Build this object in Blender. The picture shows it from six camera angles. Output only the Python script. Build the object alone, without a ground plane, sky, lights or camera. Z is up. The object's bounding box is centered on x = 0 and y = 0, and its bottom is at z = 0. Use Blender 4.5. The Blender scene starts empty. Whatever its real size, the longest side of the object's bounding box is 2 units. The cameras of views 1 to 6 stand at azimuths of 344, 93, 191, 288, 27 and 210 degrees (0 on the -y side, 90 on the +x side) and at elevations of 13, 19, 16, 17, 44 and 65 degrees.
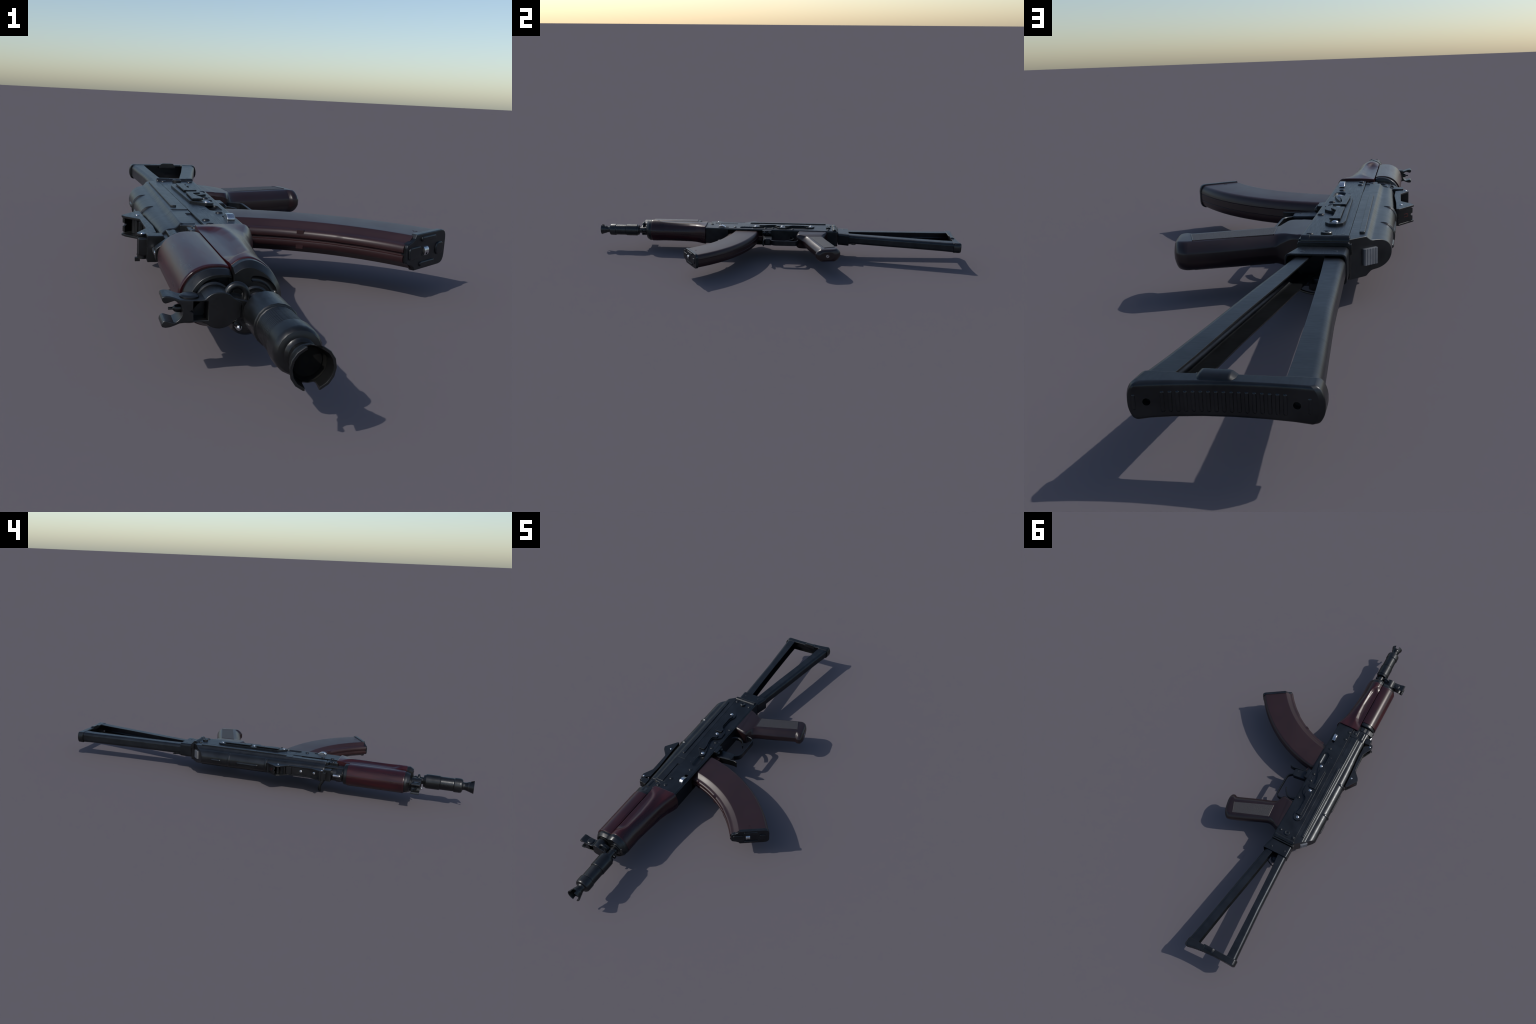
"""A compact folding-stock carbine lying flat on its right side.
Frame: muzzle towards -y, butt towards +y, top of the gun towards -x,
magazine and grip towards +x, left side of the gun facing up (+z).
w = height above the gun's own mirror plane (z = Z0)."""
import bpy, bmesh, math, random
import numpy as np
from mathutils import Vector, Matrix

random.seed(7)
Z0 = 0.1045
BX = -0.1885                      # x of the bore axis

scene = bpy.context.scene
coll = scene.collection

# ------------------------------------------------------------------ materials
def new_mat(name):
    m = bpy.data.materials.new(name)
    m.use_nodes = True
    nt = m.node_tree
    b = nt.nodes["Principled BSDF"]
    return m, nt, b

def node(nt, kind, **kw):
    n = nt.nodes.new(kind)
    for k, v in kw.items():
        setattr(n, k, v)
    return n

def coords(nt, scale=(1, 1, 1), rot=(0, 0, 0)):
    tc = node(nt, "ShaderNodeTexCoord")
    mp = node(nt, "ShaderNodeMapping")
    mp.inputs["Scale"].default_value = scale
    mp.inputs["Rotation"].default_value = rot
    nt.links.new(tc.outputs["Object"], mp.inputs["Vector"])
    return mp.outputs["Vector"]

def noise(nt, vec, scale, detail=3.0, rough=0.5):
    n = node(nt, "ShaderNodeTexNoise")
    n.inputs["Scale"].default_value = scale
    n.inputs["Detail"].default_value = detail
    n.inputs["Roughness"].default_value = rough
    nt.links.new(vec, n.inputs["Vector"])
    return n.outputs["Fac"]

def ramp(nt, fac, stops):
    r = node(nt, "ShaderNodeValToRGB")
    els = r.color_ramp.elements
    while len(els) < len(stops):
        els.new(0.5)
    for e, (p, c) in zip(els, stops):
        e.position = p
        e.color = (*c, 1) if len(c) == 3 else c
    nt.links.new(fac, r.inputs["Fac"])
    return r.outputs["Color"]

def maprange(nt, fac, a, b, c, d):
    n = node(nt, "ShaderNodeMapRange")
    for i, v in zip(range(1, 5), (a, b, c, d)):
        n.inputs[i].default_value = v
    nt.links.new(fac, n.inputs[0])
    return n.outputs[0]

def mix_col(nt, fac, a, b):
    n = node(nt, "ShaderNodeMix", data_type='RGBA')
    for key, val in ((0, fac), (6, a), (7, b)):
        if hasattr(val, "links"):
            nt.links.new(val, n.inputs[key])
        elif isinstance(val, tuple):
            n.inputs[key].default_value = (*val, 1)
        else:
            n.inputs[key].default_value = val
    return n.outputs[2]

def bump(nt, b, fac, strength, dist=0.002):
    n = node(nt, "ShaderNodeBump")
    n.inputs["Strength"].default_value = strength
    n.inputs["Distance"].default_value = dist
    nt.links.new(fac, n.inputs["Height"])
    nt.links.new(n.outputs["Normal"], b.inputs["Normal"])

def edge_mask(nt, lo=0.53, hi=0.62):
    g = node(nt, "ShaderNodeNewGeometry")
    return maprange(nt, g.outputs["Pointiness"], lo, hi, 0.0, 1.0)

def edge_brightening(nt, radius=0.0016, gain=6.0):
    """bright line where a tight edge bends the bevelled normal away"""
    bv = node(nt, "ShaderNodeBevel", samples=4)
    bv.inputs["Radius"].default_value = radius
    g = node(nt, "ShaderNodeNewGeometry")
    d = node(nt, "ShaderNodeVectorMath", operation='DOT_PRODUCT')
    nt.links.new(bv.outputs[0], d.inputs[0])
    nt.links.new(g.outputs["Normal"], d.inputs[1])
    return maprange(nt, d.outputs["Value"], 0.985, 0.80, 0.0, 1.0)

def steel(name, base, rough, metallic, streak, edge_strength=0.35):
    m, nt, b = new_mat(name)
    cloud = noise(nt, coords(nt), 14, 4, 0.6)
    brush = noise(nt, coords(nt, streak), 1.0, 3, 0.6)
    lo = tuple(c * 0.75 for c in base)
    hi = tuple(c * 1.3 for c in base)
    col = ramp(nt, cloud, [(0.3, lo), (0.7, hi)])
    edge = edge_brightening(nt)
    edge_breakup = maprange(nt, noise(nt, coords(nt), 70, 3), 0.35, 0.65, 0.25, 1.0)
    sc = node(nt, "ShaderNodeMath", operation='MULTIPLY')
    nt.links.new(edge, sc.inputs[0])
    nt.links.new(edge_breakup, sc.inputs[1])
    sc2 = node(nt, "ShaderNodeMath", operation='MULTIPLY')
    nt.links.new(sc.outputs[0], sc2.inputs[0])
    sc2.inputs[1].default_value = edge_strength
    col = mix_col(nt, sc2.outputs[0], col, (0.10, 0.098, 0.092))
    nt.links.new(col, b.inputs["Base Color"])
    b.inputs["Metallic"].default_value = metallic
    nt.links.new(maprange(nt, brush, 0.25, 0.75, rough - 0.06, rough + 0.07), b.inputs["Roughness"])
    bump(nt, b, brush, 0.06, 0.0008)
    return m

M_STEEL = steel("blued_steel", (0.033, 0.0365, 0.041), 0.35, 0.85, (420, 22, 420))
M_COVER = steel("brushed_steel", (0.045, 0.0475, 0.050), 0.34, 0.86, (30, 360, 30))
M_STOCK = steel("stock_steel", (0.034, 0.038, 0.043), 0.36, 0.84, (40, 300, 40))
M_DARK = steel("black_steel", (0.045, 0.0465, 0.0480), 0.34, 0.90, (200, 60, 200))

def chrome():
    m, nt, b = new_mat("bright_steel")
    n = noise(nt, coords(nt), 90, 3)
    nt.links.new(ramp(nt, n, [(0.3, (0.42, 0.43, 0.45)), (0.7, (0.62, 0.62, 0.63))]), b.inputs["Base Color"])
    b.inputs["Metallic"].default_value = 1.0
    nt.links.new(maprange(nt, n, 0.3, 0.7, 0.2, 0.32), b.inputs["Roughness"])
    return m
M_CHROME = chrome()

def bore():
    m, nt, b = new_mat("interior_black")
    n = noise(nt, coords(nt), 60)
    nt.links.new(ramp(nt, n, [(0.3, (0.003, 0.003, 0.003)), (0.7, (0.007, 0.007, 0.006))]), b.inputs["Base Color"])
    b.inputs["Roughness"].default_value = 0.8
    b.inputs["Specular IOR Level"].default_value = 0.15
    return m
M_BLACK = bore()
M_SATIN = steel("satin_steel", (0.25, 0.26, 0.275), 0.40, 0.60, (60, 60, 20), 0.0)

def lacquer():
    m, nt, b = new_mat("lacquered_wood")
    v = coords(nt, (1.0, 0.16, 1.0))
    big = noise(nt, v, 26, 4, 0.6)
    fine = noise(nt, coords(nt, (1.0, 0.05, 1.0)), 190, 3)
    c1 = ramp(nt, big, [(0.30, (0.012, 0.0030, 0.0050)), (0.52, (0.028, 0.0040, 0.0058)), (0.74, (0.056, 0.0062, 0.0075))])
    c2 = mix_col(nt, maprange(nt, fine, 0.3, 0.7, 0.0, 0.35), c1, (0.018, 0.004, 0.007))
    nt.links.new(c2, b.inputs["Base Color"])
    nt.links.new(maprange(nt, big, 0.3, 0.7, 0.25, 0.36), b.inputs["Roughness"])
    b.inputs["Coat Weight"].default_value = 0.08
    b.inputs["Specular IOR Level"].default_value = 0.44
    b.inputs["Coat Roughness"].default_value = 0.16
    bump(nt, b, fine, 0.05, 0.0008)
    return m
M_WOOD = lacquer()

def bakelite(name, lo, hi, rough, grain):
    m, nt, b = new_mat(name)
    big = noise(nt, coords(nt), 9, 4, 0.6)
    fine = noise(nt, coords(nt), 520, 2)
    col = ramp(nt, big, [(0.3, lo), (0.7, hi)])
    nt.links.new(col, b.inputs["Base Color"])
    nt.links.new(maprange(nt, big, 0.3, 0.7, rough - 0.03, rough + 0.04), b.inputs["Roughness"])
    bump(nt, b, fine, grain, 0.0006)
    return m
M_MAG = bakelite("plum_bakelite", (0.0190, 0.0060, 0.0066), (0.0260, 0.0084, 0.0092), 0.40, 0.05)
M_GRIP = bakelite("dark_bakelite", (0.0105, 0.0048, 0.0058), (0.0185, 0.0070, 0.0076), 0.34, 0.14)
def stipple():
    m, nt, b = new_mat("stippled_panel")
    grain = noise(nt, coords(nt), 430, 2, 0.6)
    nt.links.new(ramp(nt, grain, [(0.32, (0.012, 0.0105, 0.011)), (0.68, (0.060, 0.053, 0.053))]), b.inputs["Base Color"])
    nt.links.new(maprange(nt, grain, 0.3, 0.7, 0.46, 0.62), b.inputs["Roughness"])
    bump(nt, b, grain, 0.55, 0.0016)
    return m
M_PANEL = stipple()
M_RED, _nt, _b = new_mat("red_paint")
_n = noise(_nt, coords(_nt), 300)
_nt.links.new(ramp(_nt, _n, [(0.3, (0.075, 0.006, 0.006)), (0.7, (0.11, 0.009, 0.009))]), _b.inputs["Base Color"])

# ------------------------------------------------------------------ the object tree
root = bpy.data.objects.new("assault_carbine", None)
coll.objects.link(root)
root.empty_display_size = 0.1
root["label"] = "black steel folding-stock carbine with dark red handguards and magazine"
root["category"] = "rifle"
MADE = []

def finish(name, me, mat, parent=None, sharp=32, kind=None, wn=True):
    bm = bmesh.new()
    bm.from_mesh(me)
    bmesh.ops.remove_doubles(bm, verts=bm.verts, dist=2e-5)
    bmesh.ops.recalc_face_normals(bm, faces=bm.faces)
    bm.to_mesh(me)
    bm.free()
    me.materials.clear()
    me.materials.append(mat)
    for p in me.polygons:
        p.use_smooth = True
    me.set_sharp_from_angle(angle=math.radians(sharp))
    me.name = name
    ob = bpy.data.objects.new(name, me)
    coll.objects.link(ob)
    ob.parent = parent or root
    if wn:
        mod = ob.modifiers.new("wn", 'WEIGHTED_NORMAL')
        mod.keep_sharp = True
    if kind:
        ob["kind"] = kind
    return ob

def mesh_from(verts, faces):
    me = bpy.data.meshes.new("part")
    me.from_pydata([tuple(v) for v in verts], [], faces)
    me.update()
    return me

def merge(*meshes):
    """several meshes -> one"""
    bm = bmesh.new()
    for m in meshes:
        bm.from_mesh(m)
        bpy.data.meshes.remove(m)
    out = bpy.data.meshes.new("part")
    bm.to_mesh(out)
    bm.free()
    return out

def fillet(pts, r, seg=4):
    """round every corner of a closed polygon by radius r (number or one per corner)"""
    n, out = len(pts), []
    rs = r if isinstance(r, (list, tuple)) else [r] * n
    for i in range(n):
        p0, p, p1 = (np.array(pts[(i + k) % n], float) for k in (-1, 0, 1))
        a, b = p0 - p, p1 - p
        la, lb = np.linalg.norm(a), np.linalg.norm(b)
        a, b = a / la, b / lb
        ang = math.acos(max(-1, min(1, a @ b)))
        if rs[i] <= 0 or ang > math.radians(174):
            out.append(tuple(p))
            continue
        d = min(rs[i] / math.tan(ang / 2), 0.45 * la, 0.45 * lb)
        s, e = p + a * d, p + b * d
        for k in range(seg + 1):
            t = k / seg
            out.append(tuple((1 - t) ** 2 * s + 2 * t * (1 - t) * p + t * t * e))
    return out

AXES = {'z': lambda a, b, c: (a, b, c),       # polygon in (x, y), extruded along z
        'y': lambda a, b, c: (a, c, b),       # polygon in (x, z), extruded along y
        'x': lambda a, b, c: (c, a, b)}       # polygon in (y, z), extruded along x

def prism(outer, c0, c1, axis='z', holes=(), bevel=0.0, seg=2):
    """extruded outline with rounded rims, built from a filled 2D curve"""
    cu = bpy.data.curves.new("tmp", 'CURVE')
    cu.dimensions = '2D'
    cu.fill_mode = 'BOTH'
    for loop in (outer, *holes):
        sp = cu.splines.new('POLY')
        sp.points.add(len(loop) - 1)
        for q, (a, b) in zip(sp.points, loop):
            q.co = (a, b, 0, 1)
        sp.use_cyclic_u = True
    h = abs(c1 - c0)
    bevel = min(bevel, h * 0.49)
    cu.extrude = h / 2 - bevel
    cu.bevel_depth = bevel
    cu.bevel_resolution = seg
    cu.offset = -bevel
    ob = bpy.data.objects.new("tmp", cu)
    coll.objects.link(ob)
    dg = bpy.context.evaluated_depsgraph_get()
    dg.update()
    me = bpy.data.meshes.new_from_object(ob.evaluated_get(dg), depsgraph=dg)
    bpy.data.objects.remove(ob)
    bpy.data.curves.remove(cu)
    f, mid = AXES[axis], (c0 + c1) / 2
    for v in me.vertices:
        v.co = f(v.co.x, v.co.y, v.co.z + mid)
    return me

def rect(a0, b0, a1, b1):
    return [(a0, b0), (a1, b0), (a1, b1), (a0, b1)]

def box(x0, x1, y0, y1, z0, z1, bevel=0.002, r=0.0):
    o = rect(x0, y0, x1, y1)
    return prism(fillet(o, r) if r else o, z0, z1, 'z', bevel=bevel)

def loft(rings, caps=True, closed=True):
    n = len(rings[0])
    verts = [v for r in rings for v in r]
    faces = []
    for i in range(len(rings) - 1):
        for j in range(n if closed else n - 1):
            k = (j + 1) % n
            faces.append((i * n + j, i * n + k, (i + 1) * n + k, (i + 1) * n + j))
    if caps:
        faces.append(tuple(range(n))[::-1])
        faces.append(tuple(range((len(rings) - 1) * n, len(rings) * n)))
    return mesh_from(verts, faces)

def lathe(profile, cx, cz, seg=20, axis='y', caps=True, phase=0.0):
    """profile of (position along axis, radius)"""
    rings = []
    for p, r in profile:
        ring = []
        for k in range(seg):
            t = math.tau * (k + phase) / seg
            u, v = r * math.cos(t), r * math.sin(t)
            ring.append({'y': (cx + u, p, cz + v), 'z': (cx + u, cz + v, p), 'x': (p, cx + u, cz + v)}[axis])
        rings.append(ring)
    return loft(rings, caps)

def catmull(pts, n):
    P = np.array(pts, float)
    P = np.vstack([2 * P[0] - P[1], P, 2 * P[-1] - P[-2]])
    m = len(pts) - 1
    seglen = np.linalg.norm(np.diff(P[1:-1], axis=0), axis=1)
    cum = np.concatenate([[0], np.cumsum(seglen)])
    out = []
    for s in np.linspace(0, cum[-1], n):
        i = min(int(np.searchsorted(cum, s, 'right')) - 1, m - 1)
        t = (s - cum[i]) / seglen[i]
        a, b, c, d = P[i:i + 4]
        out.append(0.5 * (2 * b + (c - a) * t + (2 * a - 5 * b + 4 * c - d) * t * t + (3 * b - a - 3 * c + d) * t ** 3))
    return np.array(out)

def tube(path, radius, seg=10, round_end=True):
    """round bar along a path; radius a number or one per point"""
    P = np.array(path, float)
    R = [radius] * len(P) if isinstance(radius, (int, float)) else list(radius)
    T = np.gradient(P, axis=0)
    T /= np.linalg.norm(T, axis=1)[:, None]
    up = np.array([0.0, 0, 1]) if abs(T[0][2]) < 0.9 else np.array([1.0, 0, 0])
    rings = []
    def ring(p, t, r, up):
        a = np.cross(t, up); a /= np.linalg.norm(a)
        b = np.cross(a, t)
        return [tuple(p + r * (math.cos(q) * a + math.sin(q) * b)) for q in np.linspace(0, math.tau, seg, endpoint=False)], b
    if round_end:
        for k in (0.15, 0.6, 0.9):
            rg, _ = ring(P[0] - T[0] * R[0] * (math.sqrt(1 - k * k)) * 0.9, T[0], R[0] * k, up); rings.append(rg)
    for p, t, r in zip(P, T, R):
        rg, up = ring(p, t, r, up); rings.append(rg)
    if round_end:
        for k in (0.9, 0.6, 0.15):
            rg, _ = ring(P[-1] + T[-1] * R[-1] * (math.sqrt(1 - k * k)) * 0.9, T[-1], R[-1] * k, up); rings.append(rg)
    return loft(rings)

def strip(path, half, thick, axis_dir=(0, 0, 1), taper=None):
    """flat band swept along an (x, y) path at mid-plane: width along z, thickness in plane"""
    P = np.array(path, float)
    T = np.gradient(P, axis=0); T /= np.linalg.norm(T, axis=1)[:, None]
    N = np.c_[T[:, 1], -T[:, 0]]
    rings = []
    for i, (p, n) in enumerate(zip(P, N)):
        th = thick[i] if isinstance(thick, (list, tuple)) else thick
        hw = half[i] if isinstance(half, (list, tuple)) else half
        e = min(th * 0.3, 0.0015)
        prof = [(-th / 2 + e, -hw), (th / 2 - e, -hw), (th / 2, -hw + e), (th / 2, hw - e), (th / 2 - e, hw), (-th / 2 + e, hw), (-th / 2, hw - e), (-th / 2, -hw + e)]
        rings.append([(p[0] + n[0] * a, p[1] + n[1] * a, Z0 + b) for a, b in prof])
    return loft(rings)

def boolean(me, cutters, op='DIFFERENCE'):
    ob = bpy.data.objects.new("tmp_a", me)
    coll.objects.link(ob)
    tmp = [ob]
    for c in cutters:
        bm = bmesh.new(); bm.from_mesh(c)
        bmesh.ops.remove_doubles(bm, verts=bm.verts, dist=1e-5)
        bmesh.ops.recalc_face_normals(bm, faces=bm.faces); bm.to_mesh(c); bm.free()
        co = bpy.data.objects.new("tmp_c", c)
        coll.objects.link(co)
        tmp.append(co)
        md = ob.modifiers.new("b", 'BOOLEAN')
        md.operation, md.object, md.solver = op, co, 'EXACT'
    bm = bmesh.new(); bm.from_mesh(me)
    bmesh.ops.remove_doubles(bm, verts=bm.verts, dist=1e-5)
    bmesh.ops.recalc_face_normals(bm, faces=bm.faces); bm.to_mesh(me); bm.free()
    dg = bpy.context.evaluated_depsgraph_get(); dg.update()
    out = bpy.data.meshes.new_from_object(ob.evaluated_get(dg), depsgraph=dg)
    for o in tmp:
        d = o.data
        bpy.data.objects.remove(o)
        bpy.data.meshes.remove(d)
    return out

def smooth(t):
    t = max(0.0, min(1.0, t))
    return t * t * (3 - 2 * t)

def lerp(a, b, t):
    return a + (b - a) * t

def both_sides(half):
    """half section from the left edge (w > 0) to the mid-line -> closed ring of (x, w)"""
    return list(half) + [(x, -w) for x, w in half[::-1] if abs(w) > 1e-6]

def at_y(ring, y):
    return [(x, y, Z0 + w) for x, w in ring]

# ------------------------------------------------------------------ receiver
def recv_bottom(y):
    return -0.1125 + 0.0200 * (y + 0.38)
def recv_top(y):
    return -0.1972 - 0.0132 * (y + 0.38)

ya, yb = -0.395, 0.336
def recv_ring(y, e=0.0):
    xb, xt, hw = recv_bottom(y) - e, recv_top(y) + e, 0.0455 - e
    pts = fillet([(xb, hw), (xt, hw), (xt, -hw), (xb, -hw)], [0.0075, 0.0008, 0.0008, 0.0075], 6)
    return at_y(pts, y)
recv = loft([recv_ring(ya), recv_ring(yb - 0.0012), recv_ring(yb, 0.0012)])
def capsule_cut(cx, cy, L, R, depth, zs):
    """shallow bowl, long in y"""
    prof = []
    rings = []
    for k in range(9):
        a = math.pi * k / 8
        prof.append((math.cos(a), math.sin(a)))
    for c, s in prof:
        s = max(s, 0.02)
        ring = []
        for q in range(28):
            t = math.tau * q / 28
            ox = R * math.cos(t) * s
            oy = (R * s) * math.sin(t) + (L / 2 - R) * (1 if math.sin(t) >= 0 else -1)
            ring.append((cx + ox, cy + oy, zs + depth * c))
        rings.append(ring)
    return loft(rings)
recv = boolean(recv, [
    box(-0.128, -0.06, -0.262, -0.050, Z0 - 0.0385, Z0 + 0.0385, 0, 0.006),
    capsule_cut(-0.1378, -0.1575, 0.080, 0.0160, 0.0095, Z0 + 0.0462),
    box(-0.1405, -0.127, -0.2960, -0.2600, Z0 + 0.036, Z0 + 0.06, 0),
])
receiver = finish("receiver", recv, M_STEEL)

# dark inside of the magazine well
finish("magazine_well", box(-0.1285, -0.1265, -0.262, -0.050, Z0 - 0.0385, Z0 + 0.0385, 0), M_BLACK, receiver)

# rivets: shared dome mesh
def dome(r, h, seg=18, flat=0.25):
    prof = [(-0.004, r), (0, r)] + [(h * math.sin(a), r * (flat + (1 - flat) * math.cos(a)) if a < 1.55 else r * flat * 0.2) for a in np.linspace(0.12, math.pi / 2, 6)]
    rings = [[(q * math.cos(math.tau * k / seg), q * math.sin(math.tau * k / seg), p) for k in range(seg)] for p, q in prof]
    return loft(rings)

def put(mesh_ob, positions, name, parent, flip=False):
    for x, y, w in positions:
        o = mesh_ob.copy()
        o.name = name
        o.location = (x, y, Z0 + w)
        if w < 0:
            o.rotation_euler = (math.pi, 0, 0)
        o.parent = parent
        coll.objects.link(o)

rivet0 = finish("rivet", dome(0.0085, 0.0038), M_DARK, receiver)
spots = [(-0.1850, -0.3584), (-0.1848, -0.312), (-0.1383, -0.2239), (-0.1279, -0.0535), (-0.1305, -0.0119),
         (-0.1177, 0.0986), (-0.119, 0.2944), (-0.1937, 0.3058)]
rivet0.location = (*spots[0], Z0 + 0.0455)
put(rivet0, [(x, y, 0.0455) for x, y in spots[1:]] + [(x, y, -0.0455) for x, y in spots], "rivet", receiver)
weld0 = finish("weld_spot", dome(0.0052, 0.0009), M_STEEL, receiver)
weld0.location = (-0.1645, -0.1757, Z0 + 0.0452)
put(weld0, [(-0.1645, -0.1472, 0.0452), (-0.1645, -0.1757, -0.0452), (-0.1645, -0.1472, -0.0452)], "weld_spot", receiver)
nib0 = finish("locating_nib", dome(0.0034, 0.0016), M_STEEL, receiver)
nib0.location = (-0.1185, -0.0011, Z0 + 0.0452)
put(nib0, [(-0.128, -0.032, 0.0452)], "locating_nib", receiver)

# big headed bolt at the rear
bolt = boolean(lathe([(Z0 + 0.040, 0.0128), (Z0 + 0.0515, 0.0128), (Z0 + 0.0530, 0.0112), (Z0 + 0.0530, 0.009), (Z0 + 0.0522, 0.0075), (Z0 + 0.0522, 0.001)], -0.1563, 0.2964, 24, 'z'),
               [lathe([(Z0 + 0.047, 0.0036), (Z0 + 0.06, 0.0036)], -0.1563, 0.2964, 10, 'z')])
finish("hinge_bolt", bolt, M_DARK, receiver)

# bright hook-shaped latch above the slot
latch_prof = fillet([(-0.3165, 0.0440), (-0.3165, 0.0505), (-0.3070, 0.0575), (-0.2930, 0.0575), (-0.2835, 0.0525), (-0.2765, 0.0485), (-0.2765, 0.0440)], 0.005, 4)
finish("bright_latch", prism([(y, Z0 + w) for y, w in latch_prof], -0.1400, -0.1235, 'x', bevel=0.0016), M_CHROME, receiver)

# ------------------------------------------------------------------ dust cover
def cover_half(y):
    x0 = recv_top(y) - 0.0010
    front = y < -0.216
    k = (y + 0.36) / 0.68
    sh = lerp(-0.2440, -0.2458, k)
    w0 = 0.0452
    wf = w0 - (0.0016 if y < -0.176 else 0.0)
    low = 0.0030 if front else 0.0
    pts = [(x0, w0 - low - 0.004), (x0, wf - low), (x0 - 0.0128, wf - low), (x0 - 0.0134, wf), (sh + 0.0090, wf), (sh + 0.0040, w0 - 0.0002), (sh + 0.0020, w0 - 0.0007), (sh + 0.0003, w0 - 0.0018),
           (sh - 0.0012, w0 - 0.0036), (sh - 0.0042, 0.0384), (sh - 0.0078, 0.0352), (sh - 0.0110, 0.0341), (sh - 0.0145, 0.0337)]
    cx = sh - 0.0155
    top = lerp(-0.2860, -0.2970, smooth((y + 0.345) / 0.30))
    for a in np.linspace(0.02, math.pi / 2, 14):
        pts.append((cx + (top - cx) * math.sin(a) ** 0.92, 0.0335 * math.cos(a) ** 0.92 if a < 1.57 else 0.0))
    return pts
ys = [-0.3415, -0.339, -0.30, -0.2165, -0.2155, -0.1765, -0.1755, -0.12] + list(np.linspace(-0.06, 0.345, 14))
rings = []
for y in ys:
    h = cover_half(y)
    if y == -0.3415:
        h = [(lerp(x, -0.235, 0.02), w * 0.96) for x, w in h]
    rings.append(at_y(both_sides(h), y))
cov = loft(rings)
bm = bmesh.new(); bm.from_mesh(cov)
# the rear is cut on a slant
pa, pb = Vector((-0.2080, 0.3385, 0)), Vector((-0.2990, 0.2555, 0))
d = (pb - pa).normalized()
nrm = Vector((d.y, -d.x, 0))
if nrm.y < 0:
    nrm = -nrm
cut = bmesh.ops.bisect_plane(bm, geom=bm.verts[:] + bm.edges[:] + bm.faces[:], plane_co=pa, plane_no=nrm, clear_outer=True)
edges = [e for e in cut["geom_cut"] if isinstance(e, bmesh.types.BMEdge)]
bmesh.ops.holes_fill(bm, edges=edges)
bmesh.ops.bevel(bm, geom=edges, offset=0.0065, segments=3, profile=0.5, affect='EDGES', clamp_overlap=True)
bm.to_mesh(cov); bm.free()
cover = finish("dust_cover", cov, M_COVER, sharp=36)

# long pressed rib on either side, hoops over the dome, and the two top welts
for s, nm in ((1, "side_rib"), (-1, "side_rib")):
    o = fillet([(-0.2215, -0.1460), (-0.2345, -0.1440), (-0.2395, 0.2820), (-0.2270, 0.2835)], 0.005)
    a, b = (Z0 + 0.040, Z0 + 0.0495) if s > 0 else (Z0 - 0.0495, Z0 - 0.040)
    finish("side_rib", prism(o, a, b, bevel=0.0018), M_COVER, cover)
def hoop(y, r):
    path = []
    for a in np.linspace(-1.36, 1.36, 25):
        cx, tp = -0.2600, -0.2935
        k = 1.0 - 0.10 * max(0, abs(a) - 0.95) / 0.41
        path.append((cx + (tp - cx) * math.cos(a) ** 0.92, y, Z0 + k * 0.0302 * math.copysign(abs(math.sin(a)) ** 0.92, a)))
    return tube(path, r, 10)
for y in (-0.0655, 0.1200):
    finish("stiffening_hoop", hoop(y, 0.0078), M_COVER, cover)
for y0, y1 in ((-0.029, 0.080), (0.159, 0.210)):
    finish("top_welt", tube([(-0.2945, y, Z0 - 0.003) for y in np.linspace(y0 + 0.006, y1 - 0.006, 8)], 0.0062, 10), M_COVER, cover)

# ribbed release button on the slanted rear face
u = Vector((d.x, d.y, 0)); n = nrm
ctr = Vector((-0.2500, 0, 0)); ctr.y = pa.y + (ctr.x - pa.x) / d.x * d.y
prof = []
L = 0.0185
for i in range(5):
    t0 = -L + i * 2 * L / 5
    t1 = t0 + 2 * L / 5
    prof += [(t0 + 0.0003, 0.0052 if i == 0 else 0.0070), (t0 + (0.0024 if i == 0 else 0.0012), 0.0080), (t1 - 0.0012, 0.0080)]
prof = [(-L, -0.02)] + prof + [(L, 0.0050), (L, -0.02)]
poly = [((ctr + u * a + n * b).x, (ctr + u * a + n * b).y) for a, b in prof]
finish("release_button", prism(poly, Z0 - 0.0185, Z0 + 0.0185, bevel=0.0008, seg=1), M_SATIN)

# ------------------------------------------------------------------ front trunnion and rear sight
trn = merge(
    box(-0.2720, -0.2000, -0.4300, -0.3350, Z0 - 0.0310, Z0 + 0.0310, 0.002),
    box(-0.2330, -0.1985, -0.3960, -0.3520, Z0 - 0.0405, Z0 + 0.0405, 0.002, 0.008),
    prism([(-0.2050, -0.3960), (-0.1985, -0.3960), (-0.1985, -0.3420), (-0.2440, -0.3420), (-0.2440, -0.3520), (-0.2200, -0.3560), (-0.2060, -0.3680)], Z0 - 0.0440, Z0 + 0.0425, bevel=0.002),
)
trunnion = finish("front_trunnion", trn, M_DARK)
gas = lathe([(-0.432, 0.027), (-0.385, 0.027), (-0.384, 0.0255), (-0.340, 0.0255)], -0.2630, Z0, 28)
finish("gas_tube_collar", gas, M_DARK, trunnion)
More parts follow.
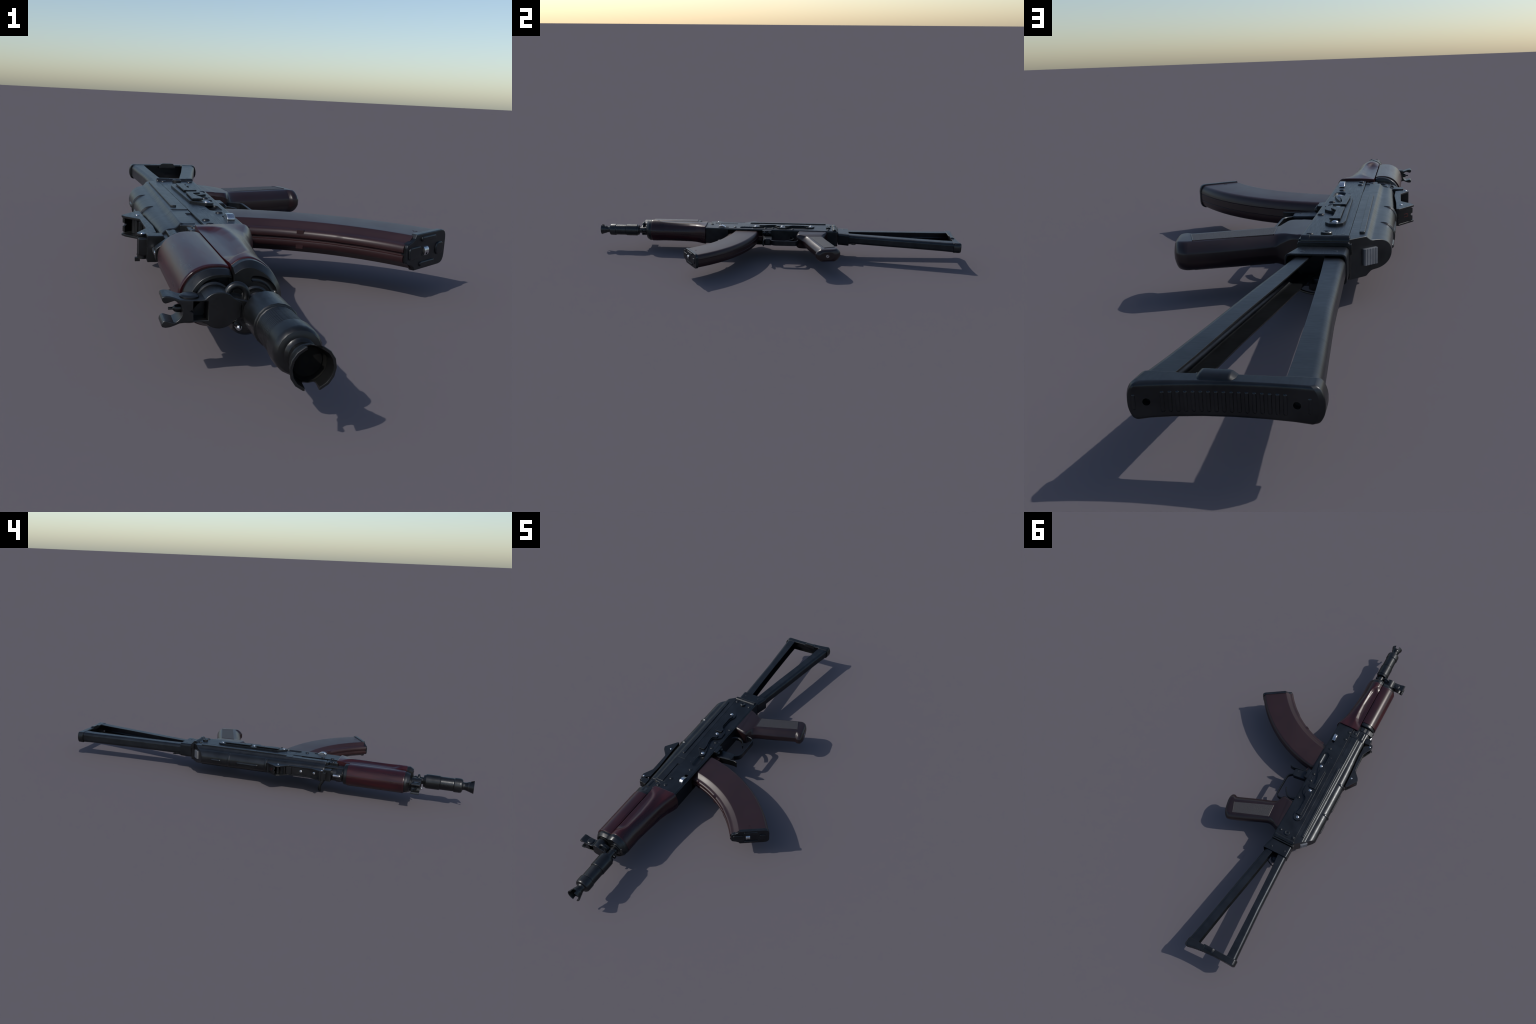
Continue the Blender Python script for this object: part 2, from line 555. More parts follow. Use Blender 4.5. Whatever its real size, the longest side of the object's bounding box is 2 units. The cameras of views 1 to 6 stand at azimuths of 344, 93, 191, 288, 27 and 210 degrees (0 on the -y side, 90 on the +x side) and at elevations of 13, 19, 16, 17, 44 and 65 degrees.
finish("trunnion_saddle", merge(
    prism(fillet([(-0.2860, 0.0310), (-0.2420, 0.0380), (-0.2300, 0.0380), (-0.2300, -0.0380), (-0.2420, -0.0380), (-0.2860, -0.0310), (-0.3080, -0.0150), (-0.3080, 0.0150)], 0.008) and
          [(x, Z0 + w) for x, w in fillet([(-0.2800, 0.0260), (-0.2500, 0.0340), (-0.2250, 0.0340), (-0.2250, -0.0340), (-0.2500, -0.0340), (-0.2800, -0.0260), (-0.3020, -0.0110), (-0.3020, 0.0110)], 0.010)], -0.4280, -0.4020, 'y', bevel=0.0015),
    tube([(-0.2585, y, Z0 + 0.0225) for y in np.linspace(-0.3930, -0.3530, 6)], 0.0115, 20, False)), M_DARK, trunnion)
rv = rivet0.copy(); rv.name = "rivet"; rv.parent = trunnion; rv.location = (-0.2165, -0.3690, Z0 + 0.0403); coll.objects.link(rv)
finish("gas_tube_pin", tube([(-0.2975, y, Z0 + 0.0010) for y in np.linspace(-0.4180, -0.3900, 6)], 0.0066, 14), M_CHROME, trunnion)

# sight: channel with two cheeks
cheek = fillet([(-0.2890, -0.3300), (-0.3060, -0.3420), (-0.3240, -0.3500), (-0.3285, -0.3310), (-0.3055, -0.2850), (-0.3080, -0.1800),
                (-0.3370, -0.1480), (-0.3455, -0.1300), (-0.3060, -0.0745), (-0.2985, -0.0740), (-0.2960, -0.1500), (-0.2880, -0.2600)],
               [0.004, 0.004, 0.009, 0.006, 0.010, 0.010, 0.006, 0.008, 0.004, 0.003, 0.002, 0.002])
sg = merge(prism(cheek, Z0 + 0.0185, Z0 + 0.0235, bevel=0.0010),
           prism(cheek, Z0 - 0.0235, Z0 - 0.0185, bevel=0.0010),
           prism([(-0.2985, -0.0760), (-0.3045, -0.0760), (-0.3035, -0.1800), (-0.2990, -0.2850), (-0.2960, -0.3320), (-0.2880, -0.3300), (-0.2890, -0.2600), (-0.2960, -0.1500)], Z0 - 0.0190, Z0 + 0.0190))
sight = finish("rear_sight", sg, M_DARK)
finish("sight_hinge_block", merge(
    box(-0.3120, -0.2800, -0.3800, -0.3480, Z0 - 0.0265, Z0 + 0.0265, 0.002),
    lathe([(Z0 - 0.0262, 0.0115), (Z0 + 0.0182, 0.0115)], -0.3170, -0.3420, 16, 'z'),
    box(-0.3270, -0.3050, -0.3600, -0.3300, Z0 - 0.0180, Z0 + 0.0175, 0.003)), M_DARK, sight)
finish("hinge_tab", box(-0.3330, -0.3230, -0.3480, -0.3400, Z0 - 0.0320, Z0 - 0.0240, 0.001), M_DARK, sight)
pin0 = finish("bright_pin", dome(0.0048, 0.0022, 14), M_CHROME, sight)
pin0.location = (-0.3180, -0.3400, Z0 + 0.0233)
put(pin0, [(-0.3090, -0.1307, 0.0233), (-0.3180, -0.3400, -0.0233), (-0.3090, -0.1307, -0.0233)], "bright_pin", sight)
# two screws in the floor of the channel, heads towards -x
for y in (-0.2380, -0.3010):
    prof = [(-0.296, 0.0068)] + [(-0.3015 - 0.0035 * math.sin(a), 0.0068 * math.cos(a) + 0.0004) for a in np.linspace(0, math.pi / 2, 5)]
    finish("floor_screw", lathe(prof, y, Z0, 14, 'x'), M_CHROME, sight)
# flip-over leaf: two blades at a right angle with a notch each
def blade(p, q, t, parent, name):
    """plate from p to q in plan, w +-0.0178, notched at q"""
    p, q = Vector((*p, 0)), Vector((*q, 0))
    dv = (q - p).normalized(); nv = Vector((dv.y, -dv.x, 0)); h = (q - p).length
    pts = [(0, -0.0178), (h - 0.002, -0.0178), (h, -0.0160), (h, -0.0038)] + [(h - 0.0065 * math.sin(a) if True else 0, -0.0038 * math.cos(a)) for a in np.linspace(0.15, math.pi - 0.15, 7)] + [(h, 0.0038), (h, 0.0160), (h - 0.002, 0.0178), (0, 0.0178)]
    rings = []
    for off in (-t / 2, t / 2):
        rings.append([tuple(p + dv * a + nv * off + Vector((0, 0, Z0 + b))) for a, b in pts])
    return finish(name, loft(rings), M_DARK, parent), p, dv, nv, h
leaf, p, dv, nv, h = blade((-0.3020, -0.0860), (-0.3390, -0.1220), 0.006, sight, "sight_leaf")
finish("sight_pillar", merge(lathe([(Z0 - 0.0178, 0.0050), (Z0 + 0.0178, 0.0050)], -0.3120, -0.1620, 12, "z"), box(-0.3100, -0.3040, -0.1950, -0.1700, Z0 - 0.0178, Z0 + 0.0178, 0.001)), M_DARK, sight)
finish("sight_drum", lathe([(Z0 - 0.0176, 0.0085), (Z0 + 0.0176, 0.0085)], -0.3130, -0.1310, 14, 'z'), M_DARK, sight)
side = nv if nv.y > 0 else -nv
bars = []
for (a0, b0, a1, b1) in ((0.020, -0.0046, 0.0335, -0.0034), (0.020, 0.0034, 0.0335, 0.0046), (0.0323, -0.0034, 0.0336, 0.0034)):
    rings = [[tuple(p + dv * a + side * off + Vector((0, 0, Z0 + b))) for a, b in rect(a0, b0, a1, b1)] for off in (0.0026, 0.0033)]
    bars.append(loft(rings))
finish("red_range_mark", merge(*bars), M_RED, sight)

# ------------------------------------------------------------------ upper handguard
UH = catmull([(-0.2240, 0.0470), (-0.2335, 0.0494), (-0.2530, 0.0494), (-0.2665, 0.0464), (-0.2789, 0.0402), (-0.2882, 0.0318), (-0.2950, 0.0222), (-0.2995, 0.0120), (-0.3012, 0.0)], 34)
UH[-1][1] = 0.0
def scaled(half, cx, s, w=None):
    return [(cx + (x - cx) * s, wv * (w or s)) for x, wv in half]
def uh_ring(y, s, flat=0.0):
    h = [(-0.2235, 0.0)] + [(-0.2235, 0.030 * s)] + [tuple(q) for q in scaled(UH, -0.2235 if s == 1 else -0.2235, s)]
    pts = h + [(x, -w) for x, w in h[::-1][1:-1]]
    return [(x, y, Z0 + w) for x, w in pts]
wood = loft([uh_ring(y, s) for y, s in ((-0.7045, 0.955), (-0.7040, 0.975), (-0.7020, 0.992), (-0.6990, 1.0), (-0.65, 1.0), (-0.55, 1.0), (-0.46, 1.0), (-0.4495, 0.995), (-0.4490, 0.97))])
finish("upper_handguard", wood, M_WOOD, sharp=40)
caps_u = merge(loft([uh_ring(y, s) for y, s in ((-0.700, 0.925), (-0.7120, 0.925), (-0.7140, 0.915), (-0.7265, 0.810), (-0.7275, 0.79), (-0.7275, 0.72), (-0.712, 0.70))]),
               loft([uh_ring(y, s) for y, s in ((-0.4600, 0.94), (-0.4380, 0.94), (-0.4345, 0.93), (-0.4320, 0.90), (-0.4300, 0.80), (-0.4300, 0.5))]))
finish("upper_handguard_ferrule", caps_u, M_DARK, sharp=40)

# ------------------------------------------------------------------ lower handguard
LF = catmull([(-0.2205, 0.0500), (-0.2070, 0.0588), (-0.1915, 0.0612), (-0.1765, 0.0562), (-0.1610, 0.0452), (-0.1490, 0.0300), (-0.1415, 0.0140), (-0.1392, 0.0)], 60)
LR = catmull([(-0.2205, 0.0500), (-0.2000, 0.0515), (-0.1650, 0.0524), (-0.1290, 0.0524), (-0.1175, 0.0500), (-0.1090, 0.0400), (-0.1030, 0.0220), (-0.1005, 0.0)], 60)
def lh_half(y):
    ky = np.interp(y, [-0.71, -0.63, -0.56, -0.484, -0.445, -0.409, -0.388], [0, 0.0, 0.16, 0.36, 0.55, 0.86, 1.0])
    P = LF * (1 - ky) + LR * ky
    out = []
    # finger scoop: everything above the line xd(y) is pulled in
    xd = np.interp(y, [-0.690, -0.675, -0.660, -0.640, -0.60, -0.546, -0.49, -0.452, -0.435, -0.421, -0.405],
                   [-0.226, -0.196, -0.184, -0.1785, -0.1748, -0.1722, -0.1745, -0.1805, -0.190, -0.206, -0.228])
    for x, w in P:
        k = smooth((xd - x + 0.008) / 0.024)
        floor = 0.0468 + 0.0050 * smooth((x + 0.205) / 0.028) * 0.8
        g = lerp(w, floor, k * smooth((y + 0.692) / 0.055))
        h = max(0.0, min(1.0, 0.5 + 0.5 * (g - w) / 0.005))
        w2 = lerp(g, w, h) - 0.0012 * 4 * h * (1 - h) * k
        out.append((x, max(w2, 0.0)))
    out[-1] = (out[-1][0], 0.0)
    return out
def lh_ring(y, s=1.0, yy=None):
    h = scaled(lh_half(y if yy is None else yy), -0.2205, s)
    h = [(-0.2215, 0.0), (-0.2215, 0.030)] + h
    pts = h + [(x, -w) for x, w in h[::-1][1:-1]]
    return [(x, y, Z0 + w) for x, w in pts]
ylist = [(-0.7065, 0.965), (-0.7060, 0.982), (-0.7035, 0.996), (-0.700, 1.0)] + [(y, 1.0) for y in np.linspace(-0.694, -0.392, 76)] + [(-0.3895, 0.995), (-0.3885, 0.98)]
lwood = loft([lh_ring(y, s) for y, s in ylist])
lower = finish("lower_handguard", lwood, M_WOOD, sharp=50, wn=False)
finish("handguard_tongue", box(-0.2120, -0.2000, -0.3925, -0.3770, Z0 - 0.040, Z0 + 0.040, 0.001), M_WOOD, lower)
# ferrule with kidney slots
fer = loft([lh_ring(y, s, -0.7) for y, s in ((-0.700, 0.972), (-0.7180, 0.972), (-0.7200, 0.965), (-0.7320, 0.860), (-0.7335, 0.835))])
slots = []
for s in (1, -1):
    path = [(-0.1890 + 0.0335 * math.cos(a) , -0.7335, Z0 + s * 0.0335 * math.sin(a)) for a in np.linspace(0.45, 1.62, 12)]
    slots.append(tube(path, 0.0056, 10))
slots.append(lathe([(-0.745, 0.0215), (-0.722, 0.0215)], BX, Z0, 24))
fer = boolean(fer, slots)
finish("lower_handguard_ferrule", fer, M_DARK, sharp=40)
finish("ferrule_ring", lathe([(-0.736, 0.0195), (-0.7365, 0.0205), (-0.7345, 0.0235), (-0.724, 0.0235)], BX, Z0, 24), M_DARK)
nail0 = finish("handguard_nail", dome(0.0026, 0.0008, 10), M_DARK, lower)
nail0.location = (-0.1630, -0.4010, Z0 + 0.0522)
put(nail0, [(-0.1630, -0.4010, -0.0522)], "handguard_nail", lower)

# ------------------------------------------------------------------ barrel, muzzle booster
finish("barrel", lathe([(-0.80, 0.0160), (-0.752, 0.0160), (-0.750, 0.0185), (-0.742, 0.0185), (-0.740, 0.0160), (-0.66, 0.0160)], BX, Z0, 24), M_DARK)
def B(profile, seg=20):
    return lathe(profile, BX, Z0, seg)
prof = [(-0.782, 0.0160), (-0.782, 0.0270), (-0.7925, 0.0300), (-0.7930, 0.0325), (-0.8515, 0.0325), (-0.8530, 0.0315), (-0.8536, 0.0296), (-0.8545, 0.0296), (-0.8552, 0.0306), (-0.8566, 0.0306)]
y = -0.8575
while y > -0.909:
    prof += [(y, 0.02945), (y - 0.0010, 0.02990), (y - 0.0026, 0.02990), (y - 0.0034, 0.02945)]
    y -= 0.0042
prof += [(-0.9130, 0.0292), (-0.9155, 0.0315), (-0.9165, 0.0325), (-0.9400, 0.0325), (-0.9460, 0.0312), (-0.9495, 0.0285), (-0.9510, 0.0245), (-0.9515, 0.0205), (-0.9535, 0.0185), (-0.958, 0.0172)]
booster = finish("muzzle_booster", B(prof), M_DARK, sharp=30)
flare = B([(-0.950, 0.0170), (-0.9600, 0.0172), (-0.9660, 0.0180), (-0.9990, 0.0290), (-1.0000, 0.0284), (-1.0000, 0.0254), (-0.9985, 0.0246), (-0.9900, 0.0236), (-0.9740, 0.0216), (-0.9735, 0.0200), (-0.9560, 0.0150), (-0.9555, 0.0020)], 16)
flare = boolean(flare, [prism(fillet([(BX - 0.0098, -1.02), (BX + 0.0098, -1.02), (BX + 0.0085, -0.9845), (BX - 0.0085, -0.9845)], [0, 0, 0.004, 0.004]), Z0 - 0.05, Z0 + 0.05)])
fl = finish("muzzle_flare", flare, M_DARK, booster, sharp=30)
finish("bore", merge(lathe([(-0.9765, 0.0190), (-0.962, 0.0170)], BX, Z0, 20), lathe([(-0.9840, 0.0223), (-0.9745, 0.0208), (-0.9740, 0.0180)], BX, Z0, 16, caps=False)), M_BLACK, booster)  # liner coloured black so the flare's lit interior reads as deep shade

# ------------------------------------------------------------------ front sight and gas block
half = [(-0.3325, 0.0222), (-0.3338, 0.0200), (-0.3332, 0.0165), (-0.3315, 0.0138), (-0.3290, 0.0124), (-0.3262, 0.0128)]
half += [(-0.3210 + 0.0168 * math.sin(a), 0.0168 * math.cos(a)) for a in np.linspace(0.30, math.pi / 2, 8)]
inner = half
outer = [(-0.2190, 0.0110), (-0.2300, 0.0180)] + [(-0.2505 - 0.0275 * math.sin(a), 0.0275 * math.cos(a)) for a in np.linspace(-0.55, 0.90, 9)] + [(-0.2790, 0.0160), (-0.2950, 0.0166), (-0.3080, 0.0176), (-0.3150, 0.0205), (-0.3220, 0.0228), (-0.3280, 0.0234)]
top = outer + inner
ring = top + [(x, -w) for x, w in top[::-1] if w > 1e-5]
cutslot = [(-0.2675, 0.0140), (-0.2880, 0.0140), (-0.2880, 0.0028), (-0.2930, 0.0), (-0.2880, -0.0028), (-0.2880, -0.0140), (-0.2675, -0.0140)]
fs = prism([(x, Z0 + w) for x, w in ring], -0.7760, -0.7400, 'y', holes=([(x, Z0 + w) for x, w in cutslot],), bevel=0.0014)
fs = merge(fs, box(-0.2850, -0.2700, -0.7500, -0.7405, Z0 - 0.015, Z0 + 0.015, 0))
front = finish("front_sight", fs, M_DARK)
finish("gas_block", merge(
    lathe([(-0.7450, 0.0272), (-0.735, 0.0272), (-0.733, 0.0250), (-0.727, 0.0250), (-0.725, 0.0285), (-0.716, 0.0285)], -0.2510, Z0, 26),
    prism([(x, Z0 + w) for x, w in fillet([(-0.2350, 0.0200), (-0.2050, 0.0110), (-0.2050, -0.0110), (-0.2350, -0.0200)], 0.003)], -0.7750, -0.7400, 'y', bevel=0.002),
    prism([(x, Z0 + w) for x, w in fillet([(-0.2250, -0.0130), (-0.2020, -0.0130), (-0.1900, -0.0270), (-0.2000, -0.0340), (-0.2200, -0.0320), (-0.2300, -0.0250)], 0.004)], -0.7700, -0.7350, 'y', bevel=0.002)), M_DARK, front)
loop = [(-0.2235 + 0.0150 * math.cos(a), -0.7620 + 0.006 * 0, Z0 + 0.0165 + 0.0170 * math.sin(a)) for a in np.linspace(-0.35, math.pi + 0.35, 20)]
finish("sling_loop", tube(loop, 0.0054, 12), M_DARK, front)
for s in (1, -1):
    a, b = (0.0155, 0.0205) if s > 0 else (-0.0205, -0.0155)
    pr = [(Z0 + a, 0.0142), (Z0 + b - 0.0022, 0.0142), (Z0 + b - 0.0006, 0.0120), (Z0 + b, 0.0080)] if s > 0 else [(Z0 + b, 0.0142), (Z0 + a + 0.0022, 0.0142), (Z0 + a + 0.0006, 0.0120), (Z0 + a, 0.0080)]
    finish("sight_ear_boss", lathe(pr, -0.2925, -0.7565, 22, 'z'), M_DARK, front)
finish("sight_post", lathe([(-0.300, 0.0060), (-0.3100, 0.0060), (-0.3135, 0.0050), (-0.3155, 0.0026), (-0.3165, 0.0021), (-0.3225, 0.0020)], -0.7580, Z0, 12, 'x'), M_DARK, front)
finish("detent_ball", tube([(-0.2221, y, Z0 - 0.0260) for y in (-0.7790, -0.7750, -0.7650)], 0.0046, 12), M_CHROME, front)
finish("detent_plunger", merge(tube([(x, -0.7680, Z0 + 0.0) for x in (-0.178, -0.1690)], 0.0052, 10, False), tube([(x, -0.7680, Z0) for x in (-0.1690, -0.1620)], 0.0078, 12, False)), M_DARK, front)

# ------------------------------------------------------------------ magazine
MC = np.array([-0.1900, -0.7170])
def polar(r, th):
    return MC + r * np.array([math.cos(th), math.sin(th)])
mag_half = [(0.6360, 0.0), (0.6360, 0.0090), (0.6345, 0.0102), (0.6360, 0.0116), (0.6352, 0.0170), (0.6330, 0.0245), (0.6280, 0.0315), (0.6210, 0.0350),
            (0.5600, 0.0352), (0.5120, 0.0352), (0.5080, 0.0346), (0.5000, 0.0285), (0.4935, 0.0240), (0.4905, 0.0222), (0.4885, 0.0210), (0.4850, 0.0205),
            (0.4800, 0.0200), (0.4755, 0.0172), (0.4735, 0.0125), (0.4733, 0.0070), (0.4740, 0.0040), (0.4775, 0.0022), (0.4780, 0.0)]
sec = mag_half + [(r, -w) for r, w in mag_half[::-1][1:-1]]
rings = []
for th in np.radians(np.linspace(34.2, 88.0, 60)):
    step = 0.0022 if math.degrees(th) < 52.0 else 0.0
    ring = []
    for r, w in sec:
        rr = r - (step if r < 0.489 else 0)
        q = polar(rr, th)
        ring.append((q[0], q[1], Z0 + w))
    rings.append(ring)
mag = finish("magazine", loft(rings), M_MAG, sharp=38)
# floor plate
PD = np.array([0.8417, 0.5400]); PN = np.array([0.5400, -0.8417]); P0 = np.array([0.2378, -0.4366])
def on_plate(a, off):
    return P0 + PD * a + PN * off
def plate_prism(outline, o0, o1, bev):
    me = prism([(a, w) for a, w in outline], o0, o1, 'z', bevel=bev)
    for v in me.vertices:
        a, w, o = v.co
        q = on_plate(a, o)
        v.co = (q[0], q[1], Z0 + w)
    return me
pl = fillet([(0.0, 0.0385), (0.1265, 0.0385), (0.1265, -0.0385), (0.0, -0.0385), (-0.0060, -0.0300), (-0.0180, -0.0245), (-0.0365, -0.0200), (-0.0365, 0.0200), (-0.0180, 0.0245), (-0.0060, 0.0300)],
            [0.001, 0.022, 0.022, 0.001, 0.003, 0.004, 0.012, 0.012, 0.004, 0.003])
plate = finish("floor_plate", merge(plate_prism(pl, -0.0140, 0.0, 0.0022)), M_STEEL, mag)
for nm, o in (("embossed_pad", fillet(rect(0.0180, 0.0215, 0.0780, 0.0320), 0.005)), ("embossed_pad", fillet(rect(0.0180, -0.0320, 0.0780, -0.0215), 0.005)),
              ("embossed_pad", fillet(rect(-0.0290, -0.0135, 0.0180, 0.0135), 0.009)), ("embossed_pad", fillet(rect(0.0820, -0.0150, 0.1130, 0.0130), 0.012))):
    finish(nm, plate_prism(o, -0.004, 0.0032, 0.0026), M_STEEL, mag)
btn = []
for t in np.linspace(-1.0, 1.0, 11):
    pass
bp = [(0.0260, -0.006)] + [(0.0350 - 0.0100 * math.cos(q), 0.0072 * math.sin(q) + 0.0010) for q in np.linspace(0, math.pi, 10)] + [(0.0450, -0.006)]
# bright curved catch on the floor plate (bends across w)
cat = []
for a0 in (0.0265, 0.0440):
    ring = []
    for q in np.linspace(0.0, math.pi, 12):
        p2 = on_plate(a0, 0.0070 * math.sin(q) - 0.0005)
        ring.append((p2[0], p2[1], Z0 + 0.0105 * math.cos(q)))
    cat.append(ring)
c = boolean(loft(cat), [lathe([(0, 0.0021), (0.02, 0.0021)], 0, 0, 8, 'z')]) if False else loft(cat)
finish("floor_plate_catch", c, M_CHROME, mag)
hole = plate_prism([(0.0350 + 0.0022 * math.cos(q), -0.0040 + 0.0022 * math.sin(q)) for q in np.linspace(0, math.tau, 10, endpoint=False)], 0.0, 0.0064, 0)
finish("catch_hole", hole, M_BLACK, mag)
# tabs on the front rib, locking lugs, maker's mark
def mag_block(th_deg, r0, r1, w0, w1, arc):
    rings = []
    for th in (math.radians(th_deg), math.radians(th_deg + arc)):
        rings.append([(*polar(r, th), Z0 + w) for r, w in rect(r0, w0, r1, w1)])
    return loft(rings)
for s in (1, -1):
    finish("rib_tab", mag_block(61.5, 0.4735, 0.4850, s * 0.0110, s * 0.0205, 1.9), M_MAG, mag)
    finish("rib_tab", mag_block(76.2, 0.4745, 0.4850, s * 0.0110, s * 0.0205, 1.2), M_MAG, mag)
finish("locking_lug", mag_block(80.0, 0.6300, 0.6580, -0.0120, 0.0120, 4.0), M_MAG, mag)
mk = []
for a in (math.radians(100), math.radians(220), math.radians(340)):
    c0 = np.array([0.2585, -0.3830])
    e = np.array([math.cos(a), math.sin(a)]); f = np.array([-e[1], e[0]])
    q = [c0 + e * i + f * j for i, j in ((0.0015, -0.0006), (0.0062, -0.0006), (0.0062, 0.0006), (0.0015, 0.0006))]
    mk.append(loft([[(*k, Z0 + 0.0350) for k in q], [(*k, Z0 + 0.0358) for k in q]]))
finish("maker_mark", merge(*mk), M_MAG, mag, kind="stuff")

# ------------------------------------------------------------------ pistol grip
front_pts = [(-0.1030, 0.1290), (-0.0800, 0.1250), (-0.0560, 0.1215), (-0.0420, 0.1240), (-0.0330, 0.1400), (-0.0240, 0.1520), (0.0000, 0.1650), (0.0400, 0.1790), (0.0777, 0.1930), (0.1250, 0.2120), (0.1660, 0.2275), (0.1740, 0.2280), (0.1825, 0.2240), (0.1930, 0.2258), (0.1995, 0.2315), (0.2040, 0.2430)]
back_pts = [(-0.1030, 0.2920), (-0.0930, 0.2890), (-0.0780, 0.2835), (-0.0640, 0.2780), (-0.0480, 0.2765), (-0.0350, 0.2790), (-0.0100, 0.2885), (0.0300, 0.3050), (0.0620, 0.3190), (0.1050, 0.3360), (0.1400, 0.3485), (0.1500, 0.3520), (0.1590, 0.3525), (0.1695, 0.3490), (0.1780, 0.3420), (0.1855, 0.3300)]
half_w = [0.0405, 0.0405, 0.0400, 0.0390, 0.0372, 0.0350, 0.0343, 0.0341, 0.0340, 0.0340, 0.0340, 0.0340, 0.0339, 0.0330, 0.0308, 0.0250]
def grip_ring(F, Bk, hw, k):
    F, Bk = np.array(F), np.array(Bk)
    L = np.linalg.norm(Bk - F)
    e = (Bk - F) / L
    rf = lerp(0.010, 0.030, smooth(k)); rb = lerp(0.009, 0.024, smooth(k))
    pts = []
    def corner(ca, cb, ra, rbw, a0, a1):
        # between a quarter ellipse and a straight chamfer
        p0 = (ca + ra * math.cos(a0), cb + rbw * math.sin(a0)); p1 = (ca + ra * math.cos(a1), cb + rbw * math.sin(a1))
        for j in range(8):
            t = j / 7
            q = lerp(a0, a1, t)
            kf = 0.5
            pts.append((lerp(ca + ra * math.cos(q), lerp(p0[0], p1[0], t), kf), lerp(cb + rbw * math.sin(q), lerp(p0[1], p1[1], t), kf)))
    rw_f = min(rf, hw * 0.76); rw_b = min(rb * 1.15, hw * 0.76)
    corner(L - rb, hw - rw_b, rb, rw_b, 0, math.pi / 2)
    corner(rf, hw - rw_f, rf, rw_f, math.pi / 2, math.pi)
    corner(rf, -hw + rw_f, rf, rw_f, math.pi, 1.5 * math.pi)
    corner(L - rb, -hw + rw_b, rb, rw_b, 1.5 * math.pi, math.tau)
    return [(F[0] + e[0] * a, F[1] + e[1] * a, Z0 + b) for a, b in pts]
N = 60
idx = np.linspace(0, len(front_pts) - 1, N)
def interp(pts, t):
    P = np.array(pts, float)
    i = min(int(t), len(P) - 2); f = t - i
    g = lambda k: P[max(0, min(len(P) - 1, k))]
    a, b, c, dd = g(i - 1), g(i), g(i + 1), g(i + 2)
    return 0.5 * (2 * b + (c - a) * f + (2 * a - 5 * b + 4 * c - dd) * f * f + (3 * b - a - 3 * c + dd) * f ** 3)
rings = [grip_ring(interp(front_pts, t), interp(back_pts, t), float(interp(half_w, t)) + (0.0009 if t < 1.25 else 0.0), (t - 1.5) / 4) for t in idx]
# rounded heel
lastF, lastB = interp(front_pts, 15), interp(back_pts, 15)
out_n = np.array([(lastB - lastF)[1], -(lastB - lastF)[0]]); out_n /= np.linalg.norm(out_n)
for k, (sc, off) in enumerate(((0.90, 0.0012), (0.78, 0.0018))):
    m = (lastF + lastB) / 2
    rings.append(grip_ring(m + (lastF - m) * sc + out_n * off, m + (lastB - m) * sc + out_n * off, 0.0250 * sc, 1))
grip = finish("pistol_grip", loft(rings), M_GRIP, sharp=48)
for s in (1, -1):
    a, b = (Z0 + 0.028, Z0 + 0.0352) if s > 0 else (Z0 - 0.0352, Z0 - 0.028)
    pan = fillet([(0.1640, 0.2700), (0.1430, 0.3230), (-0.0300, 0.2585), (-0.0250, 0.1930)], 0.001)
    finish("grip_panel", prism(pan, a, b, bevel=0.0006), M_PANEL, grip)
    if s > 0:
        rim = [(0.1640, 0.2700), (0.1430, 0.3230), (-0.0300, 0.2585), (-0.0250, 0.1930), (0.1640, 0.2700)]
        for q0, q1 in ((rim[0], rim[1]), (rim[2], rim[3])):
            finish("panel_rim", tube([(lerp(q0[0], q1[0], t), lerp(q0[1], q1[1], t), Z0 + 0.0346) for t in np.linspace(0, 1, 4)], 0.0015, 8), M_GRIP, grip)
# the collar line near the receiver
m = (lastF + lastB) / 2 + out_n * 0.0010
def grip_end(pts, o0, o1):
    e = (lastB - lastF) / np.linalg.norm(lastB - lastF)
    return loft([[(m[0] + e[0] * a + out_n[0] * o, m[1] + e[1] * a + out_n[1] * o, Z0 + b) for a, b in pts] for o in (o0, o1)])
circ = [(0.0085 * math.cos(q), 0.0085 * math.sin(q)) for q in np.linspace(0, math.tau, 18, endpoint=False)]
finish("grip_screw", grip_end(circ, -0.002, 0.0022), M_CHROME, grip)
sl = [(a * 0.7 - b * 0.7, a * 0.7 + b * 0.7) for a, b in rect(-0.0080, -0.0010, 0.0080, 0.0010)]
finish("screw_slot", grip_end(sl, 0.0005, 0.0026), M_DARK, grip)

# ------------------------------------------------------------------ trigger group
gpath = catmull([(-0.034, -0.024), (-0.020, -0.016), (-0.0080, -0.006), (-0.0030, 0.008), (-0.0025, 0.030), (-0.0020, 0.070), (-0.0020, 0.108), (-0.0045, 0.119), (-0.0130, 0.1265), (-0.0300, 0.1300), (-0.0560, 0.1300)], 44)
finish("trigger_guard", strip(gpath, 0.0138, 0.0058), M_STEEL, sharp=35)
tpath = catmull([(-0.110, 0.088), (-0.094, 0.1000), (-0.076, 0.1045), (-0.058, 0.1005), (-0.043, 0.0890), (-0.031, 0.0700), (-0.0285, 0.0620)], 24)
finish("trigger", strip(tpath, 0.0085, [0.012 - 0.0075 * k / 23 for k in range(24)]), M_DARK, sharp=35)
mc = prism(fillet([(-0.1050, -0.0640), (-0.0840, -0.0625), (-0.0300, -0.0525), (-0.0240, -0.0480), (-0.0260, -0.0150), (-0.0340, -0.0100), (-0.1050, -0.0180)], [0, 0, 0.002, 0.004, 0.006, 0.002, 0]), Z0 - 0.0160, Z0 + 0.0160, bevel=0.0035)
catch = finish("magazine_catch", mc, M_STEEL)
lev = strip(catmull([(-0.100, -0.0640), (-0.080, -0.0635), (-0.050, -0.0590), (-0.0240, -0.0555), (-0.0080, -0.0540), (0.0065, -0.0570)], 18), 0.0172, 0.0052)
finish("catch_lever", lev, M_DARK, catch)
